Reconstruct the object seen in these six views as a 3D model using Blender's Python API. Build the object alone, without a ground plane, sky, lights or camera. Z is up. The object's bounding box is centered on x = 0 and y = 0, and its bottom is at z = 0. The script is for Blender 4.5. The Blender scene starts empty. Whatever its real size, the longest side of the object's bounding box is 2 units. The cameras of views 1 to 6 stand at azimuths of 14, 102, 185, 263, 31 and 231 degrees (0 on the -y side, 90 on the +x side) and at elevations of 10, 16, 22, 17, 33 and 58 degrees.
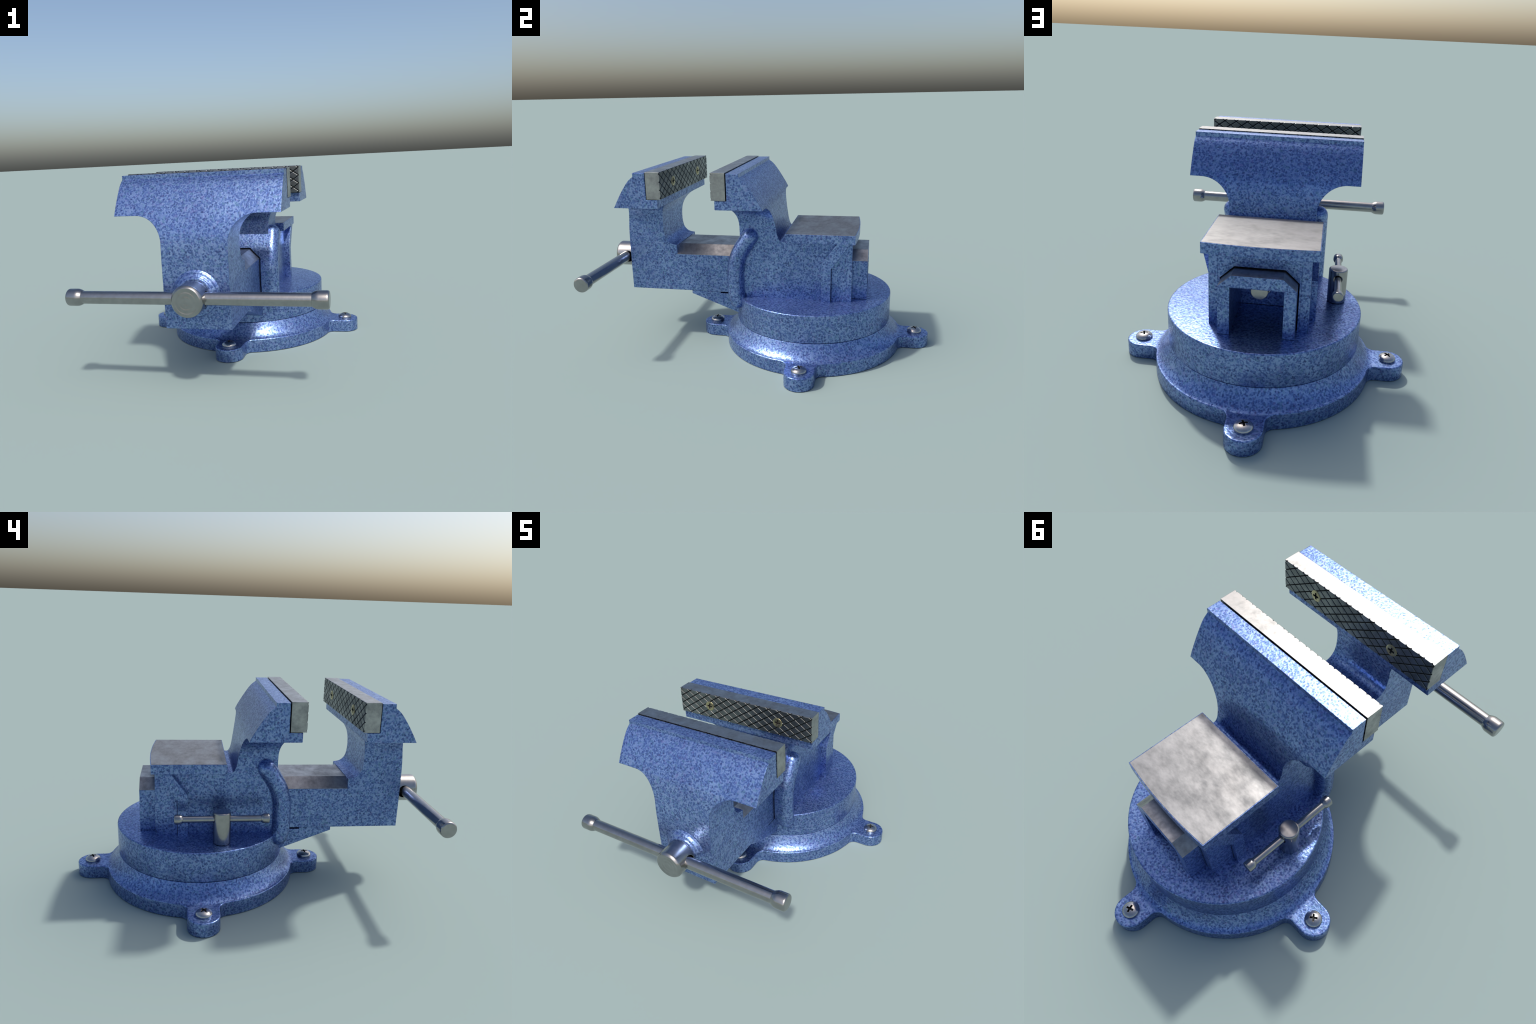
"""Blue hammer-finish bench vise on a swivel base, built part by part.
Frame: metres, z up, vise jaws open along y (operator side at -y)."""
import bpy, bmesh, math, random
from mathutils import Vector

random.seed(7)
PI = math.pi
CY = 0.284                      # y of the swivel axis
AXZ = 0.514                     # height of the spindle axis

# ------------------------------------------------------------------ materials
class NT:
    """small helper to write node trees compactly"""
    def __init__(self, name):
        self.mat = bpy.data.materials.new(name)
        self.mat.use_nodes = True
        self.t = self.mat.node_tree
        self.bsdf = self.t.nodes["Principled BSDF"]

    def n(self, kind, **kw):
        node = self.t.nodes.new("ShaderNode" + kind)
        for k, v in kw.items():
            if k.startswith("i_"):
                node.inputs[k[2:].replace("_", " ")].default_value = v
            else:
                setattr(node, k, v)
        return node

    def l(self, a, b):
        self.t.links.new(a, b)

    def math(self, op, a, b=None, clamp=False):
        m = self.n("Math", operation=op)
        m.use_clamp = clamp
        for i, v in enumerate((a, b)):
            if v is None:
                continue
            if isinstance(v, (int, float)):
                m.inputs[i].default_value = v
            else:
                self.l(v, m.inputs[i])
        return m.outputs[0]

    def ramp(self, fac, stops, interp="LINEAR"):
        r = self.n("ValToRGB")
        r.color_ramp.interpolation = interp
        e = r.color_ramp.elements
        while len(e) < len(stops):
            e.new(0.5)
        for el, (p, c) in zip(e, stops):
            el.position = p
            el.color = c if len(c) == 4 else (*c, 1)
        self.l(fac, r.inputs[0])
        return r.outputs[0]

    def mix(self, fac, a, b, blend="MIX"):
        m = self.n("Mix", data_type="RGBA", blend_type=blend)
        for sock, v in ((m.inputs[0], fac), (m.inputs[6], a), (m.inputs[7], b)):
            if isinstance(v, (int, float)):
                sock.default_value = v
            elif isinstance(v, tuple):
                sock.default_value = (*v, 1)
            else:
                self.l(v, sock)
        return m.outputs[2]

    def coord(self):
        return self.n("TexCoord").outputs["Object"]

    def noise(self, co, scale, detail=2.0, rough=0.5, out=0):
        x = self.n("TexNoise")
        x.inputs["Scale"].default_value = scale
        x.inputs["Detail"].default_value = detail
        x.inputs["Roughness"].default_value = rough
        self.l(co, x.inputs["Vector"])
        return x.outputs[out]


def hammered_paint(name="hammered_blue_paint", radius=0.0035):
    m = NT(name)
    co = m.coord()
    # warp so that the cells are not perfectly round
    wob = m.n("VectorMath", operation="SCALE")
    sub = m.n("VectorMath", operation="SUBTRACT")
    sub.inputs[1].default_value = (0.5, 0.5, 0.5)
    m.l(m.noise(co, 70, 1, 0.5, out=1), sub.inputs[0])
    m.l(sub.outputs[0], wob.inputs[0])
    wob.inputs["Scale"].default_value = 0.016
    add = m.n("VectorMath", operation="ADD")
    m.l(co, add.inputs[0])
    m.l(wob.outputs[0], add.inputs[1])
    vor = m.n("TexVoronoi", feature="SMOOTH_F1")
    vor.inputs["Scale"].default_value = 76
    vor.inputs["Smoothness"].default_value = 0.12
    vor.inputs["Randomness"].default_value = 1.0
    m.l(add.outputs[0], vor.inputs["Vector"])
    dist = vor.outputs["Distance"]
    grain = m.math("MULTIPLY", m.math("SUBTRACT", m.noise(co, 124, 0.6, 0.5), 0.5), 1.02)
    tone = m.math("ADD", m.math("ADD", m.math("MULTIPLY", dist, 0.86), 0.08), grain, clamp=True)
    cell = m.ramp(tone, [(0.07, (0.047, 0.073, 0.195)), (0.24, (0.076, 0.120, 0.285)),
                         (0.38, (0.104, 0.171, 0.390)), (0.52, (0.136, 0.223, 0.475)),
                         (0.68, (0.245, 0.355, 0.610)), (0.90, (0.225, 0.322, 0.570))], "EASE")
    # patches where the flow of the paint is flatter and deeper blue
    patch = m.ramp(m.noise(co, 26, 3, 0.6), [(0.40, (0, 0, 0)), (0.66, (1, 1, 1))])
    col = m.mix(m.math("MULTIPLY", patch, 0.35), cell, (0.078, 0.145, 0.42))
    # small drifts of hue: greenish grey, violet
    hue = m.noise(co, 60, 1, 0.5, out=1)
    sep = m.n("SeparateColor")
    m.l(hue, sep.inputs[0])
    g = m.ramp(sep.outputs[0], [(0.55, (0, 0, 0)), (0.75, (1, 1, 1))])
    v = m.ramp(sep.outputs[1], [(0.57, (0, 0, 0)), (0.77, (1, 1, 1))])
    col = m.mix(m.math("MULTIPLY", g, 0.55), col, (0.13, 0.26, 0.39))
    col = m.mix(m.math("MULTIPLY", v, 0.40), col, (0.24, 0.235, 0.50))
    big = m.ramp(m.noise(co, 5, 2, 0.5), [(0.3, (0.90, 0.90, 0.93)), (0.7, (1.08, 1.08, 1.06))])
    col = m.mix(1.0, col, big, "MULTIPLY")
    m.l(col, m.bsdf.inputs["Base Color"])
    m.bsdf.inputs["Metallic"].default_value = 0.78
    rr = m.ramp(dist, [(0.1, (0.40,) * 3), (0.5, (0.32,) * 3)])
    m.l(rr, m.bsdf.inputs["Roughness"])
    bev = m.n("Bevel", samples=4)
    bev.inputs["Radius"].default_value = radius
    bump = m.n("Bump")
    bump.inputs["Strength"].default_value = 0.16
    bump.inputs["Distance"].default_value = 0.004
    m.l(dist, bump.inputs["Height"])
    m.l(bev.outputs[0], bump.inputs["Normal"])
    m.l(bump.outputs[0], m.bsdf.inputs["Normal"])
    return m.mat


def bare_metal(name, lo, hi, scale, rough=(0.32, 0.48), stretch=(1, 1, 1), warm=0.0, knurl=False, bevel=0.002):
    m = NT(name)
    co = m.coord()
    mp = m.n("Mapping")
    mp.inputs["Scale"].default_value = stretch
    m.l(co, mp.inputs["Vector"])
    v = mp.outputs[0]
    cloud = m.noise(v, scale, 5, 0.62)
    fine = m.noise(v, scale * 3.7, 3, 0.6)
    cloud = m.math("ADD", m.math("MULTIPLY", cloud, 0.68), m.math("MULTIPLY", fine, 0.32))
    f = m.ramp(cloud, [(0.36, (0, 0, 0)), (0.64, (1, 1, 1))])
    col = m.mix(f, lo, hi)
    if warm:
        w = m.ramp(m.noise(co, scale * 0.45, 2), [(0.5, (0, 0, 0)), (0.75, (1, 1, 1))])
        col = m.mix(m.math("MULTIPLY", w, warm), col, (0.42, 0.33, 0.27), "MULTIPLY")
    rg = m.n("MapRange")
    rg.inputs["To Min"].default_value, rg.inputs["To Max"].default_value = rough[1], rough[0]
    m.l(f, rg.inputs["Value"])
    m.l(rg.outputs[0], m.bsdf.inputs["Roughness"])
    m.bsdf.inputs["Metallic"].default_value = 1.0
    if knurl:                     # occlusion shade painted into the knurl grooves
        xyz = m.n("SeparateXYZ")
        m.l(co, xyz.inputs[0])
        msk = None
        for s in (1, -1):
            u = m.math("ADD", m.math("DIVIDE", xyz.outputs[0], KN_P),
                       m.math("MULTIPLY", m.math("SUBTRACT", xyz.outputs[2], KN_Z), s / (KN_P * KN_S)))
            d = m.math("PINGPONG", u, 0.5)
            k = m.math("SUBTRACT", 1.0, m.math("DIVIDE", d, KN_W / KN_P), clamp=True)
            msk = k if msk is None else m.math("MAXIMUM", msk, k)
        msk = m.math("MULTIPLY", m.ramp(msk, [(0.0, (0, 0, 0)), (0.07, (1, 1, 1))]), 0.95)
        # only on the knurled faces
        geo = m.n("NewGeometry")
        nz = m.n("SeparateXYZ")
        m.l(geo.outputs["Normal"], nz.inputs[0])
        face = m.math("GREATER_THAN", m.math("ABSOLUTE", nz.outputs[1]), 0.35)
        face2 = m.math("MULTIPLY", face, 1.0)
        col = m.mix(face2, col, (0.56, 0.59, 0.60), "MULTIPLY")
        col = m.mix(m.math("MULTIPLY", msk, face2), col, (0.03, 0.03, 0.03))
    m.l(col, m.bsdf.inputs["Base Color"])
    bump = m.n("Bump")
    bump.inputs["Strength"].default_value = 0.06
    bump.inputs["Distance"].default_value = 0.003
    m.l(cloud, bump.inputs["Height"])
    if bevel:
        bev = m.n("Bevel", samples=4)
        bev.inputs["Radius"].default_value = bevel
        m.l(bev.outputs[0], bump.inputs["Normal"])
    m.l(bump.outputs[0], m.bsdf.inputs["Normal"])
    return m.mat


# knurl of the jaw plates: groove pitch along x, slope, half width, depth, middle height
KN_P, KN_S, KN_W, KN_D, KN_Z = 0.0665, 0.67, 0.0044, 0.0060, 1.033

PAINT = hammered_paint()
STEEL = bare_metal("turned_steel", (0.31, 0.305, 0.30), (0.38, 0.375, 0.37), 18, (0.20, 0.26), bevel=0.004)
GROUND = bare_metal("ground_steel", (0.190, 0.195, 0.200), (0.35, 0.353, 0.356), 13, (0.42, 0.56), stretch=(0.55, 1, 1), warm=0.10)
SLIDE = bare_metal("oiled_steel", (0.26, 0.255, 0.255), (0.46, 0.45, 0.44), 14, (0.34, 0.46), warm=0.25)
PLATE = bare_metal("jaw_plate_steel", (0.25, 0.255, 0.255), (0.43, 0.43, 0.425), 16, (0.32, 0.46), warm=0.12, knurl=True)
BRASS = bare_metal("zinc_yellow_steel", (0.42, 0.36, 0.20), (0.56, 0.49, 0.29), 60, (0.3, 0.4))
SCREWM = bare_metal("screw_steel", (0.38, 0.375, 0.37), (0.50, 0.49, 0.48), 50, (0.18, 0.26))
DARK = bare_metal("near_black_recess", (0.010, 0.009, 0.008), (0.030, 0.027, 0.024), 60, (0.5, 0.6), bevel=0)
DARK.node_tree.nodes["Principled BSDF"].inputs["Metallic"].default_value = 0.0

CREVICE_SHADE = bare_metal("painted_crevice_shade", (0.012, 0.018, 0.050), (0.020, 0.030, 0.075), 60, (0.5, 0.6), bevel=0)
CREVICE_SHADE.node_tree.nodes["Principled BSDF"].inputs["Metallic"].default_value = 0.2

# ------------------------------------------------------------------ object helpers
root = bpy.data.objects.new("bench_vise", None)
bpy.context.scene.collection.objects.link(root)
root["label"] = "blue hammer-finish bench vise on a round swivel base"
root["category"] = "bench vise"


def add(name, bm, parent=root, mats=(PAINT,), angle=32, loc=(0, 0, 0)):
    me = bpy.data.meshes.new(name)
    bmesh.ops.recalc_face_normals(bm, faces=bm.faces)
    bm.to_mesh(me)
    bm.free()
    for mt in mats:
        me.materials.append(mt)
    finish(me, angle)
    ob = bpy.data.objects.new(name, me)
    bpy.context.scene.collection.objects.link(ob)
    ob.parent = parent
    ob.location = loc
    return ob


def finish(me, angle=32):
    me.shade_smooth()
    me.set_sharp_from_angle(angle=math.radians(angle))


def prism(bm, pts, axis, a, b, mat=0):
    """closed 2-D outline pushed from a to b along an axis ('x': pts=(y,z), 'y': pts=(x,z), 'z': pts=(x,y))"""
    def P(p, t):
        return {"x": (t, p[0], p[1]), "y": (p[0], t, p[1]), "z": (p[0], p[1], t)}[axis]
    lo = [bm.verts.new(P(p, a)) for p in pts]
    hi = [bm.verts.new(P(p, b)) for p in pts]
    n = len(pts)
    fs = [bm.faces.new(lo), bm.faces.new(hi)]
    for i in range(n):
        fs.append(bm.faces.new((lo[i], lo[(i + 1) % n], hi[(i + 1) % n], hi[i])))
    for f in fs:
        f.material_index = mat
    return fs


def box(bm, x0, x1, y0, y1, z0, z1):
    return prism(bm, [(x0, y0), (x1, y0), (x1, y1), (x0, y1)], "z", z0, z1)


def lathe(bm, prof, seg=64, axis="z", center=(0, 0, 0)):
    """prof = list of (radius, height) from one end to the other; closes at radius 0"""
    rings = []
    for r, h in prof:
        ring = []
        for i in range(seg if r > 1e-6 else 1):
            t = 2 * PI * i / seg
            a, b = r * math.cos(t), r * math.sin(t)
            p = {"z": (a, b, h), "y": (a, h, b), "x": (h, a, b)}[axis]
            ring.append(bm.verts.new(Vector(p) + Vector(center)))
        rings.append(ring)
    for A, B in zip(rings, rings[1:]):
        for i in range(seg):
            j = (i + 1) % seg
            if len(A) == 1 and len(B) == 1:
                break
            if len(A) == 1:
                bm.faces.new((A[0], B[i], B[j]))
            elif len(B) == 1:
                bm.faces.new((A[i], A[j], B[0]))
            else:
                bm.faces.new((A[i], A[j], B[j], B[i]))


def rounded(prof, radius, steps=5):
    """round the inner corners of a (r,h) profile; corners where radius[i]>0"""
    out = []
    for i, p in enumerate(prof):
        r = radius[i]
        if r <= 0 or i in (0, len(prof) - 1):
            out.append(p)
            continue
        P, A, B = Vector(p), Vector(prof[i - 1]), Vector(prof[i + 1])
        da, db = (A - P), (B - P)
        ra, rb = min(r, da.length * .49), min(r, db.length * .49)
        s, e = P + da.normalized() * ra, P + db.normalized() * rb
        for k in range(steps + 1):
            t = k / steps
            out.append(tuple((1 - t) ** 2 * s + 2 * t * (1 - t) * P + t * t * e))
    return out


def spline(pts, n=8):
    """Catmull-Rom through the points"""
    out = []
    P = [Vector(p) for p in pts]
    P = [2 * P[0] - P[1]] + P + [2 * P[-1] - P[-2]]
    for i in range(1, len(P) - 2):
        for k in range(n):
            t = k / n
            a, b, c, d = P[i - 1:i + 3]
            out.append(tuple(0.5 * (2 * b + (c - a) * t + (2 * a - 5 * b + 4 * c - d) * t * t + (3 * b - a - 3 * c + d) * t ** 3)))
    out.append(tuple(pts[-1]))
    return out


def arc(cx, cy, r, a0, a1, n=14):
    return [(cx + r * math.cos(math.radians(a0 + (a1 - a0) * i / n)),
             cy + r * math.sin(math.radians(a0 + (a1 - a0) * i / n))) for i in range(n + 1)]


def boolean(ob, cutters, op="DIFFERENCE", angle=32):
    for c in cutters:
        md = ob.modifiers.new("b", "BOOLEAN")
        md.object, md.operation, md.solver = c, op, "EXACT"
    bpy.context.view_layer.update()
    dg = bpy.context.evaluated_depsgraph_get()
    me = bpy.data.meshes.new_from_object(ob.evaluated_get(dg))
    ob.modifiers.clear()
    old = ob.data
    ob.data = me
    me.name = old.name
    bpy.data.meshes.remove(old)
    for c in cutters:
        me_c = c.data
        bpy.data.objects.remove(c)
        bpy.data.meshes.remove(me_c)
    bm = bmesh.new()
    bm.from_mesh(me)
    bmesh.ops.remove_doubles(bm, verts=bm.verts, dist=1e-5)
    bmesh.ops.dissolve_degenerate(bm, edges=bm.edges, dist=1e-5)
    bm.to_mesh(me)
    bm.free()
    finish(me, angle)
    return ob


def cutter(build):
    bm = bmesh.new()
    build(bm)
    return add("cut", bm, None, mats=(PAINT,))


# ------------------------------------------------------------------ base plate with four lugs
RIM, LUG_R, LUG_C, HB = 0.543, 0.083, 0.633, 0.0755


def base_outline():
    """one quarter: rim arc, fillet, side of the lug, round end, and back; lug points along +x"""
    f = 0.046
    v = LUG_R + f
    u = math.sqrt((RIM + f) ** 2 - v * v)
    th = math.degrees(math.atan2(v, u))
    q = []
    q += [(RIM * math.cos(math.radians(t)), RIM * math.sin(math.radians(t)))
          for t in [-45 + (45 - th) * i / 16 for i in range(16)]]
    q += arc(u, -v, f, 180 - th, 90, 9)          # concave fillet into the lug
    q += [(u + (LUG_C - u) * i / 4, -LUG_R) for i in range(1, 4)]
    q += arc(LUG_C, 0, LUG_R, -90, 90, 28)
    q += [(LUG_C - (LUG_C - u) * i / 4, LUG_R) for i in range(1, 4)]
    q += arc(u, v, f, -90, -180 + th, 9)
    q += [(RIM * math.cos(math.radians(t)), RIM * math.sin(math.radians(t)))
          for t in [th + (45 - th) * i / 16 for i in range(1, 16)]]
    out = []
    for k in range(4):
        c, s = [(1, 0), (0, 1), (-1, 0), (0, -1)][k]
        out += [(c * x - s * y, s * x + c * y) for x, y in q]
    return out


def flare(r):
    t = max(0.0, min(1.0, (0.554 - r) / (0.554 - 0.476)))
    return HB + (0.166 - HB) * t ** 2.0


bm = bmesh.new()
outline = base_outline()
N = len(outline)
rings = []


def ring(fn):
    rings.append([bm.verts.new(fn(p)) for p in outline])


def inset(p, d):
    """point of the outline moved d towards the axis (limited for lugs)"""
    r = math.hypot(*p)
    return (p[0] * (1 - d / r), p[1] * (1 - d / r))


# outward normals of the outline for the rounded upper edge
nrm = []
for i in range(N):
    a, b = Vector(outline[i - 1]), Vector(outline[(i + 1) % N])
    t = (b - a).normalized()
    nrm.append((t.y, -t.x))
RR = 0.0065
ring(lambda p: (p[0], p[1] + CY, 0.0))
ring(lambda p: (p[0], p[1] + CY, 0.03))
for k in range(6):
    a = PI / 2 * k / 5
    rg = []
    for p, n in zip(outline, nrm):
        d = RR * (1 - math.cos(a))
        q = (p[0] - n[0] * d, p[1] - n[1] * d)
        q_in = (p[0] - n[0] * RR, p[1] - n[1] * RR)
        h = flare(math.hypot(*q_in)) - RR
        rg.append(bm.verts.new((q[0], q[1] + CY, h + RR * math.sin(a))))
    rings.append(rg)
edge = [(p[0] - n[0] * RR, p[1] - n[1] * RR) for p, n in zip(outline, nrm)]
STEPS = 22
for k in range(1, STEPS + 1):
    rg = []
    for q in edge:
        r0 = math.hypot(*q)
        t = k / STEPS
        r = r0 + (0.476 - r0) * t
        s = r / r0
        rg.append(bm.verts.new((q[0] * s, q[1] * s + CY, flare(r))))
    rings.append(rg)
for r, z in ((0.470, 0.1665), (0.462, 0.158), (0.30, 0.158)):
    rg = []
    for q in edge:
        s = r / math.hypot(*q)
        rg.append(bm.verts.new((q[0] * s, q[1] * s + CY, z)))
    rings.append(rg)
for A, B in zip(rings, rings[1:]):
    for i in range(N):
        bm.faces.new((A[i], A[(i + 1) % N], B[(i + 1) % N], B[i]))
bm.faces.new(rings[0])
bm.faces.new(rings[-1])
base = add("swivel_base", bm, angle=50)


# pan-head screws with a cross recess, one on each lug
def cross_cutter(size, width, z0, z1, taper=0.5):
    def build(bm):
        for a in (0, 1):
            hw, hl = width / 2, size / 2
            k = taper
            lo = [(-hl * k, -hw * .8), (hl * k, -hw * .8), (hl * k, hw * .8), (-hl * k, hw * .8)]
            hi = [(-hl, -hw), (hl, -hw), (hl, hw), (-hl, hw)]
            if a:
                lo, hi = [[(-y, x) for x, y in s] for s in (lo, hi)]
            zz = 0.00007 * a
            L = [bm.verts.new((x, y, z0 - zz)) for x, y in lo]
            H = [bm.verts.new((x, y, z1 + zz)) for x, y in hi]
            bm.faces.new(L[::-1])
            bm.faces.new(H)
            for i in range(4):
                bm.faces.new((L[i], L[(i + 1) % 4], H[(i + 1) % 4], H[i]))
    return build


def crossed(ob, size, width, z0, z1):
    """cut the two slots one after the other"""
    for a in (0, 1):
        def build(bm, a=a):
            b2 = bmesh.new()
            cross_cutter(size, width, z0, z1)(b2)
            vs = list(b2.verts)[8 * a:8 * a + 8]
            m = {v: bm.verts.new(v.co) for v in vs}
            for f in b2.faces:
                if f.verts[0] in m:
                    bm.faces.new([m[v] for v in f.verts])
            b2.free()
            bmesh.ops.recalc_face_normals(bm, faces=bm.faces)
        boolean(ob, [cutter(build)], angle=40)
    me = ob.data
    if len(me.materials) < 2:
        me.materials.append(DARK)
    for p in me.polygons:                      # recess walls are near-black
        c = p.center
        if math.hypot(c.x, c.y) < size * .55 and abs(c.z) < 1 and z0 - .002 < c.z:
            if p.normal.z < 0.55 or c.z < z0 + .001:
                p.material_index = 1


bm = bmesh.new()
R = 0.043
dome = [(R * math.sin(math.radians(t)), 0.008 + 0.022 * math.cos(math.radians(t))) for t in range(90, -1, -9)]
lathe(bm, [(0, -0.01), (R * .96, -0.01), (R * .99, 0.004)] + dome[:-1] + [(0, 0.030)], 40)
screw0 = add("base_screw", bm, base, (SCREWM,), 40)
crossed(screw0, 0.054, 0.0108, 0.0121, 0.05)
screw0.location = (LUG_C, CY, HB - 0.001)
screw0.rotation_euler[2] = math.radians(20)
for (dx, dy), rot in (((0, 1), 22), ((-1, 0), 40), ((0, -1), 5)):
    s = screw0.copy()
    s.location = (LUG_C * dx, CY + LUG_C * dy, HB - 0.001)
    s.rotation_euler[2] = math.radians(rot)
    bpy.context.scene.collection.objects.link(s)

# ------------------------------------------------------------------ swivel disc
bm = bmesh.new()
prof = rounded([(0.0, 0.1615), (0.462, 0.1615), (0.470, 0.1685), (0.4775, 0.1685), (0.4785, 0.335), (0.0, 0.335)], [0, 0, 0, .003, .008, 0], 4)
lathe(bm, prof, 160, "z", (0, CY, 0))
disc = add("swivel_disc", bm)

# ------------------------------------------------------------------ fixed jaw (rear body, neck and head)
DISC_TOP = 0.335
back_arc = spline([(-0.068, 1.083), (-0.037, 1.0575), (-0.003, 1.012), (0.032, 0.957), (0.060, 0.905),
                   (0.076, 0.850), (0.088, 0.790), (0.098, 0.730), (0.107, 0.700), (0.120, 0.684), (0.140, 0.6835)], 7)
inner_neck = spline([(-0.207, 0.907), (-0.176, 0.893), (-0.150, 0.868), (-0.134, 0.835), (-0.126, 0.795), (-0.124, 0.750)], 6)
side = ([(-0.207, 0.9545), (-0.138, 0.9545), (-0.138, 1.104), (-0.068, 1.104)] + back_arc +
        [(0.158, 0.689), (0.534, 0.689), (0.534, 0.326), (-0.124, 0.326), (-0.124, 0.70)] + inner_neck[::-1])


def t_outline(half, r, top_z=1.2, wide=0.4305, under=0.905, bottom=0.2):
    right = [(half, bottom), (half, under - r)] + arc(half + r, under - r, r, 180, 90, 16)[1:] + [(wide, under), (wide, top_z)]
    return right + [(-x, z) for x, z in right[::-1]]


bm = bmesh.new()
prism(bm, side, "x", -0.47, 0.47)
fixed = add("fixed_jaw", bm)
boolean(fixed, [cutter(lambda b: prism(b, t_outline(0.2205, 0.15), "y", -0.5, 0.7))], "INTERSECT")


def slide_hole(b, gap=0.0065, y0=-0.7, y1=0.7, z0=0.331):
    w, c = 0.1722 + gap, 0.112 + gap * .3
    prism(b, [(w, z0), (w, 0.5715), (c, 0.6245 + gap), (-c, 0.6245 + gap), (-w, 0.5715), (-w, z0)], "y", y0, y1)


boolean(fixed, [cutter(slide_hole)])

# collar: a thick rounded hoop round the slide, leaning back at the top
spine = spline([(-0.143, 0.312), (-0.154, 0.36), (-0.155, 0.47), (-0.150, 0.53), (-0.134, 0.59), (-0.102, 0.65), (-0.064, 0.706)], 8)
WMAX, XMAX = 0.0505, 0.279


def collar_section(w):
    P = [Vector(p) for p in spine]
    left, right = [], []
    for i, p in enumerate(P):
        t = (P[min(i + 1, len(P) - 1)] - P[max(i - 1, 0)]).normalized()
        n = Vector((-t.y, t.x))
        left.append(p + n * w)
        right.append(p - n * w)
    t = (P[-1] - P[-2]).normalized()
    n = Vector((-t.y, t.x))
    cap = [P[-1] + n * (w * math.cos(a)) + t * (w * math.sin(a)) for a in [PI * k / 12 for k in range(1, 12)]]
    t0 = (P[0] - P[1]).normalized()
    n0 = Vector((t0.y, -t0.x))
    cap0 = [P[0] - n0 * (w * math.cos(a)) + t0 * (w * math.sin(a)) for a in [PI * k / 12 for k in range(1, 12)]]
    return left + cap + right[::-1] + cap0


bm = bmesh.new()
xs = [(-XMAX + WMAX * (1 - math.cos(a)), max(0.001, WMAX * math.sin(a))) for a in [PI / 2 * k / 9 for k in range(10)]]
st = xs + [(-x, w) for x, w in xs[::-1]]
prev = None
for x, w in st:
    loop = [bm.verts.new((x, p[0], p[1])) for p in collar_section(w)]
    if prev:
        for i in range(len(loop)):
            bm.faces.new((prev[i], prev[(i + 1) % len(loop)], loop[(i + 1) % len(loop)], loop[i]))
    else:
        bm.faces.new(loop)
    prev = loop
bm.faces.new(prev)
collar = add("slide_collar", bm, fixed, angle=40)
boolean(collar, [cutter(slide_hole)], angle=40)

# wedge-shaped keel under the slide, with the thin slot next to the collar
bm = bmesh.new()
prism(bm, [(-0.4555, 0.3350), (-0.4555, 0.317), (-0.15, 0.2015), (0.10, 0.2015), (0.10, 0.326), (-0.272, 0.326), (-0.272, 0.3350)], "x", -0.1708, 0.1708)
add("slide_support", bm, fixed)

# rear flank panels and the bent gusset ribs on both flanks
for s in (1, -1):
    bm = bmesh.new()
    prism(bm, [(0.4185, 0.328), (0.4185, 0.5370), (0.5265, 0.689), (0.5352, 0.689), (0.5352, 0.328)], "x", s * 0.187, s * 0.2295)
    add("flank_panel", bm, fixed)
    bm = bmesh.new()
    prism(bm, [(0.3605, 0.328), (0.3605, 0.555), (0.364, 0.570), (0.449, 0.6885), (0.523, 0.6885), (0.416, 0.538), (0.4155, 0.328)], "x", s * 0.19, s * 0.2575)
    add("gusset_rib", bm, fixed)

    # crevice shadow between rib and panel, modelled as a dark strip
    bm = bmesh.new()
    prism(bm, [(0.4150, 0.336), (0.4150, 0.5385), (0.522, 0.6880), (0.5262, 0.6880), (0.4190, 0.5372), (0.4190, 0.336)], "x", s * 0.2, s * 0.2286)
    add("crevice_shadow_strip", bm, fixed, (CREVICE_SHADE,))

# anvil: painted slab with a ground-steel face and a slightly bowed rear edge
def anvil_outline(d=0.0):
    x1, y0, y1, bow = 0.2625 - d, 0.152 + d, 0.552 - d, 0.015
    pts = [(-x1, y0), (x1, y0)]
    pts += [(x1 * (1 - 2 * i / 20), y1 + bow * (1 - (1 - 2 * i / 20) ** 2)) for i in range(21)]
    return pts


bm = bmesh.new()
prism(bm, anvil_outline(), "z", 0.688, 0.7395)
anvil = add("anvil", bm, fixed, angle=20)
bm = bmesh.new()
prism(bm, anvil_outline(0.0035), "z", 0.730, 0.7405)
add("anvil_face", bm, anvil, (GROUND,), angle=20)

# ------------------------------------------------------------------ sliding jaw (front head, column and slide bar)
front_arc = [(-0.740 - y, z) for y, z in spline([(-0.0675, 1.083), (-0.037, 1.0575), (-0.003, 1.012), (0.031, 0.957), (0.0595, 0.905)], 7)]
front_arc += spline([(-0.7995, 0.905), (-0.818, 0.862), (-0.832, 0.815), (-0.840, 0.765), (-0.8445, 0.70), (-0.8465, 0.60), (-0.8475, 0.48), (-0.8470, 0.3365)], 6)[1:]
toe = spline([(-0.537, 0.907), (-0.566, 0.893), (-0.592, 0.868), (-0.609, 0.835), (-0.617, 0.795), (-0.620, 0.745)], 6)
toe += spline([(-0.620, 0.745), (-0.617, 0.700), (-0.605, 0.662), (-0.578, 0.637), (-0.538, 0.628)], 6)[1:]
side = ([(-0.537, 0.9545), (-0.602, 0.9545), (-0.602, 1.104), (-0.6725, 1.104)] + front_arc +
        [(0.622, 0.3365), (0.622, 0.5695), (-0.538, 0.5695)] + toe[::-1])
bm = bmesh.new()
prism(bm, side, "x", -0.47, 0.47)
slider = add("sliding_jaw", bm)
boolean(slider, [cutter(lambda b: prism(b, t_outline(0.1725, 0.142), "y", -1.0, 0.9))], "INTERSECT")
boolean(slider, [cutter(lambda b: box(b, -0.119, 0.119, 0.303, 0.8, 0.2, 0.5675))])
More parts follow.
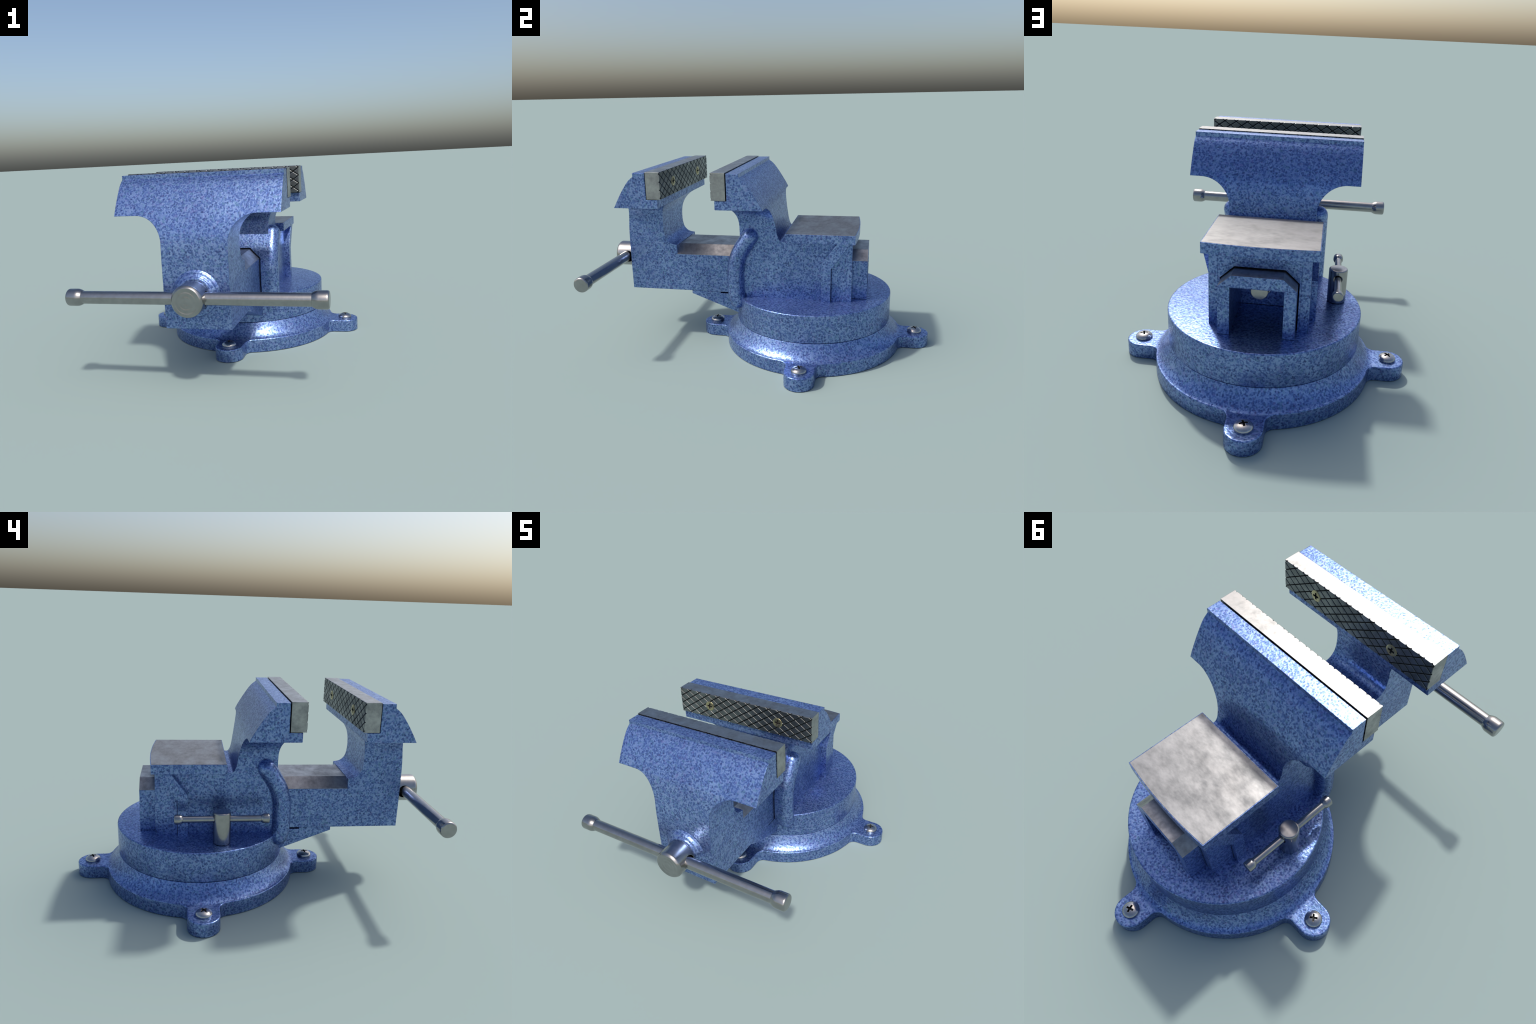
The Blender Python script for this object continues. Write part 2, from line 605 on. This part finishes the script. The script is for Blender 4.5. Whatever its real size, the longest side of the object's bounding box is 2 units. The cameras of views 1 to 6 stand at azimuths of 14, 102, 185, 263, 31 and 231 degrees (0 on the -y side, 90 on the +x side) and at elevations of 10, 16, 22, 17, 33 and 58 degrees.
boolean(slider, [cutter(lambda b: lathe(b, [(0, 0.2), (0.057, 0.2), (0.057, 0.5), (0, 0.5)], 32, "y", (0, 0, AXZ)))])

# bevelled top of the slide: bare steel, painted end
bm = bmesh.new()
fs = prism(bm, [(0.1725, 0.5697), (0.1725, 0.5712), (0.112, 0.6245), (-0.112, 0.6245), (-0.1725, 0.5712), (-0.1725, 0.5697)], "y", -0.545, 0.622, 0)
fs[0].material_index = fs[1].material_index = 1
add("slide_way", bm, slider, (SLIDE, PAINT), angle=20)

# raised boss round the spindle
bm = bmesh.new()
lathe(bm, [(0.080, -0.83), (0.128, -0.84), (0.122, -0.8485), (0.1155, -0.8505), (0.111, -0.8555), (0.107, -0.8640), (0.103, -0.8665),
           (0.098, -0.8680), (0.0945, -0.8715), (0.092, -0.8765), (0.088, -0.8790), (0.0795, -0.8790), (0.0785, -0.83), (0.080, -0.83)], 64, "y", (0, 0, AXZ))
add("spindle_boss", bm, slider, angle=50)

# ------------------------------------------------------------------ jaw plates
def jaw_plate(name, parent, yface, yback, out):
    """knurled block; out = +1 if the knurled face looks to +y"""
    X, Z0, Z1 = 0.4322, 0.9575, 1.109
    nx, nz = 864, 152
    bm = bmesh.new()
    grid = []
    for j in range(nz + 1):
        row = []
        for i in range(nx + 1):
            x, z = -X + 2 * X * i / nx, Z0 + (Z1 - Z0) * j / nz
            g = 0
            for s in (1, -1):
                u = (x + s * (z - KN_Z) / KN_S) / KN_P
                d = abs(u - round(u)) * KN_P
                g = max(g, 0.80 * max(0.0, 1 - d / KN_W) + 0.20 * max(0.0, 1 - d / 0.0095))
            e = min(x + X, X - x, z - Z0, Z1 - z)
            dep = KN_D * g + max(0, 0.002 - e)
            if math.hypot(abs(x) - 0.225, z - 1.0335) < 0.0262:     # countersunk hole for the screw
                dep = 0.0105
            row.append(bm.verts.new((x, yface - out * dep, z)))
        grid.append(row)
    for j in range(nz):
        for i in range(nx):
            bm.faces.new((grid[j][i], grid[j][i + 1], grid[j + 1][i + 1], grid[j + 1][i]))
    rim = grid[0] + [grid[j][nx] for j in range(1, nz + 1)] + grid[nz][-2::-1] + [grid[j][0] for j in range(nz - 1, 0, -1)]
    back = [bm.verts.new((v.co.x, yback, v.co.z)) for v in rim]
    n = len(rim)
    for i in range(n):
        bm.faces.new((rim[i], rim[(i + 1) % n], back[(i + 1) % n], back[i]))
    bm.faces.new(back)
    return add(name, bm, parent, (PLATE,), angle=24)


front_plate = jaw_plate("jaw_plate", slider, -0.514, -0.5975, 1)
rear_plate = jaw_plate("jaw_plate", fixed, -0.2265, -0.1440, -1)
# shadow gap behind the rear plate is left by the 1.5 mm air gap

bm = bmesh.new()
lathe(bm, [(0, -0.012), (0.020, -0.012), (0.0285, -0.001), (0.0280, 0.0012), (0.0265, 0.0022), (0, 0.0026)], 40)
js = add("jaw_screw", bm, rear_plate, (BRASS,), 40)
crossed(js, 0.045, 0.0112, -0.007, 0.012)
js.location = (0.225, -0.2265, 1.0335)
js.rotation_euler = (PI / 2, math.radians(8), 0)
for x, y, par, rx, rz in ((-0.225, -0.2265, rear_plate, PI / 2, 0.1), (0.225, -0.514, front_plate, -PI / 2, 0.05), (-0.225, -0.514, front_plate, -PI / 2, -0.1)):
    s = js.copy()
    s.parent = par
    s.location = (x, y, 1.0335)
    s.rotation_euler = (rx, rz, 0)
    bpy.context.scene.collection.objects.link(s)

# ------------------------------------------------------------------ spindle and handle
HY, HZ = -0.926, 0.5145
bm = bmesh.new()
face = [(0.062 * i / 62, -0.9985 - 0.0008 * math.cos(2 * PI * i / 20.6) * (0.4 + 0.6 * i / 62)) for i in range(63)]
rim_p = rounded([(0.062, -0.9997), (0.0690, -1.0), (0.0795, -0.988), (0.0795, -0.84), (0.0, -0.84)], [0, .004, .006, 0, 0], 4)
prof = face + rim_p[1:]
lathe(bm, prof, 64, "y", (0, 0, AXZ))
spindle = add("spindle_head", bm, root, (STEEL,), 40)
boolean(spindle, [cutter(lambda b: lathe(b, [(0, -0.2), (0.0375, -0.2), (0.0375, 0.2), (0, 0.2)], 40, "x", (0, HY + 0.008, 0.511)))], angle=40)
bm = bmesh.new()
lathe(bm, rounded([(0, -0.84), (0.0395, -0.84), (0.0395, 0.529), (0, 0.529)], [0, 0, .002, 0], 3), 40, "y", (0, 0, AXZ))
add("screw_shaft", bm, spindle, (STEEL,), 40)
bm = bmesh.new()
lathe(bm, [(0, 0.26), (0.0515, 0.26), (0.0515, 0.452), (0, 0.452)], 40, "y", (0, 0, AXZ))
add("spindle_nut", bm, spindle, (STEEL,), 40)


def bar_with_knobs(name, parent, length, r, kr, kl, axis, center):
    bm = bmesh.new()
    h = length / 2 - kl * .5
    lathe(bm, [(0, -h), (r, -h), (r, h), (0, h)], 40, axis, center)
    bar = add(name, bm, parent, (STEEL,), 40)
    knob = None
    for s in (-1, 1):
        e = length / 2
        prof = rounded([(0, e), (kr, e), (kr, e - kl * .72), (r * 1.02, e - kl), (0, e - kl)], [0, kr * .28, kr * .25, kr * .1, 0], 5)
        bm = bmesh.new()
        lathe(bm, [(a, b * s) for a, b in prof], 40, axis, center)
        add(name.replace("bar", "knob"), bm, bar, (STEEL,), 40)
    return bar


bar_with_knobs("handle_bar", spindle, 1.318, 0.0325, 0.0440, 0.082, "x", (0.005, HY, HZ))

# ------------------------------------------------------------------ swivel clamp
PX, PY = -0.353, 0.1825
bm = bmesh.new()
prof = rounded([(0, 0.336), (0.0465, 0.336), (0.0470, 0.5130), (0.0, 0.5135)], [0, .006, .008, 0], 4)
lathe(bm, prof, 48, "z", (PX, PY, 0))
clamp = add("clamp_post", bm, root, (STEEL,), 40)
boolean(clamp, [cutter(lambda b: lathe(b, [(0, -0.2), (0.0220, -0.2), (0.0220, 0.2), (0, 0.2)], 32, "y", (PX, PY, 0.4695)))], angle=40)
bar_with_knobs("clamp_bar", clamp, 0.500, 0.0175, 0.0262, 0.046, "y", (PX, PY - 0.001, 0.4705))
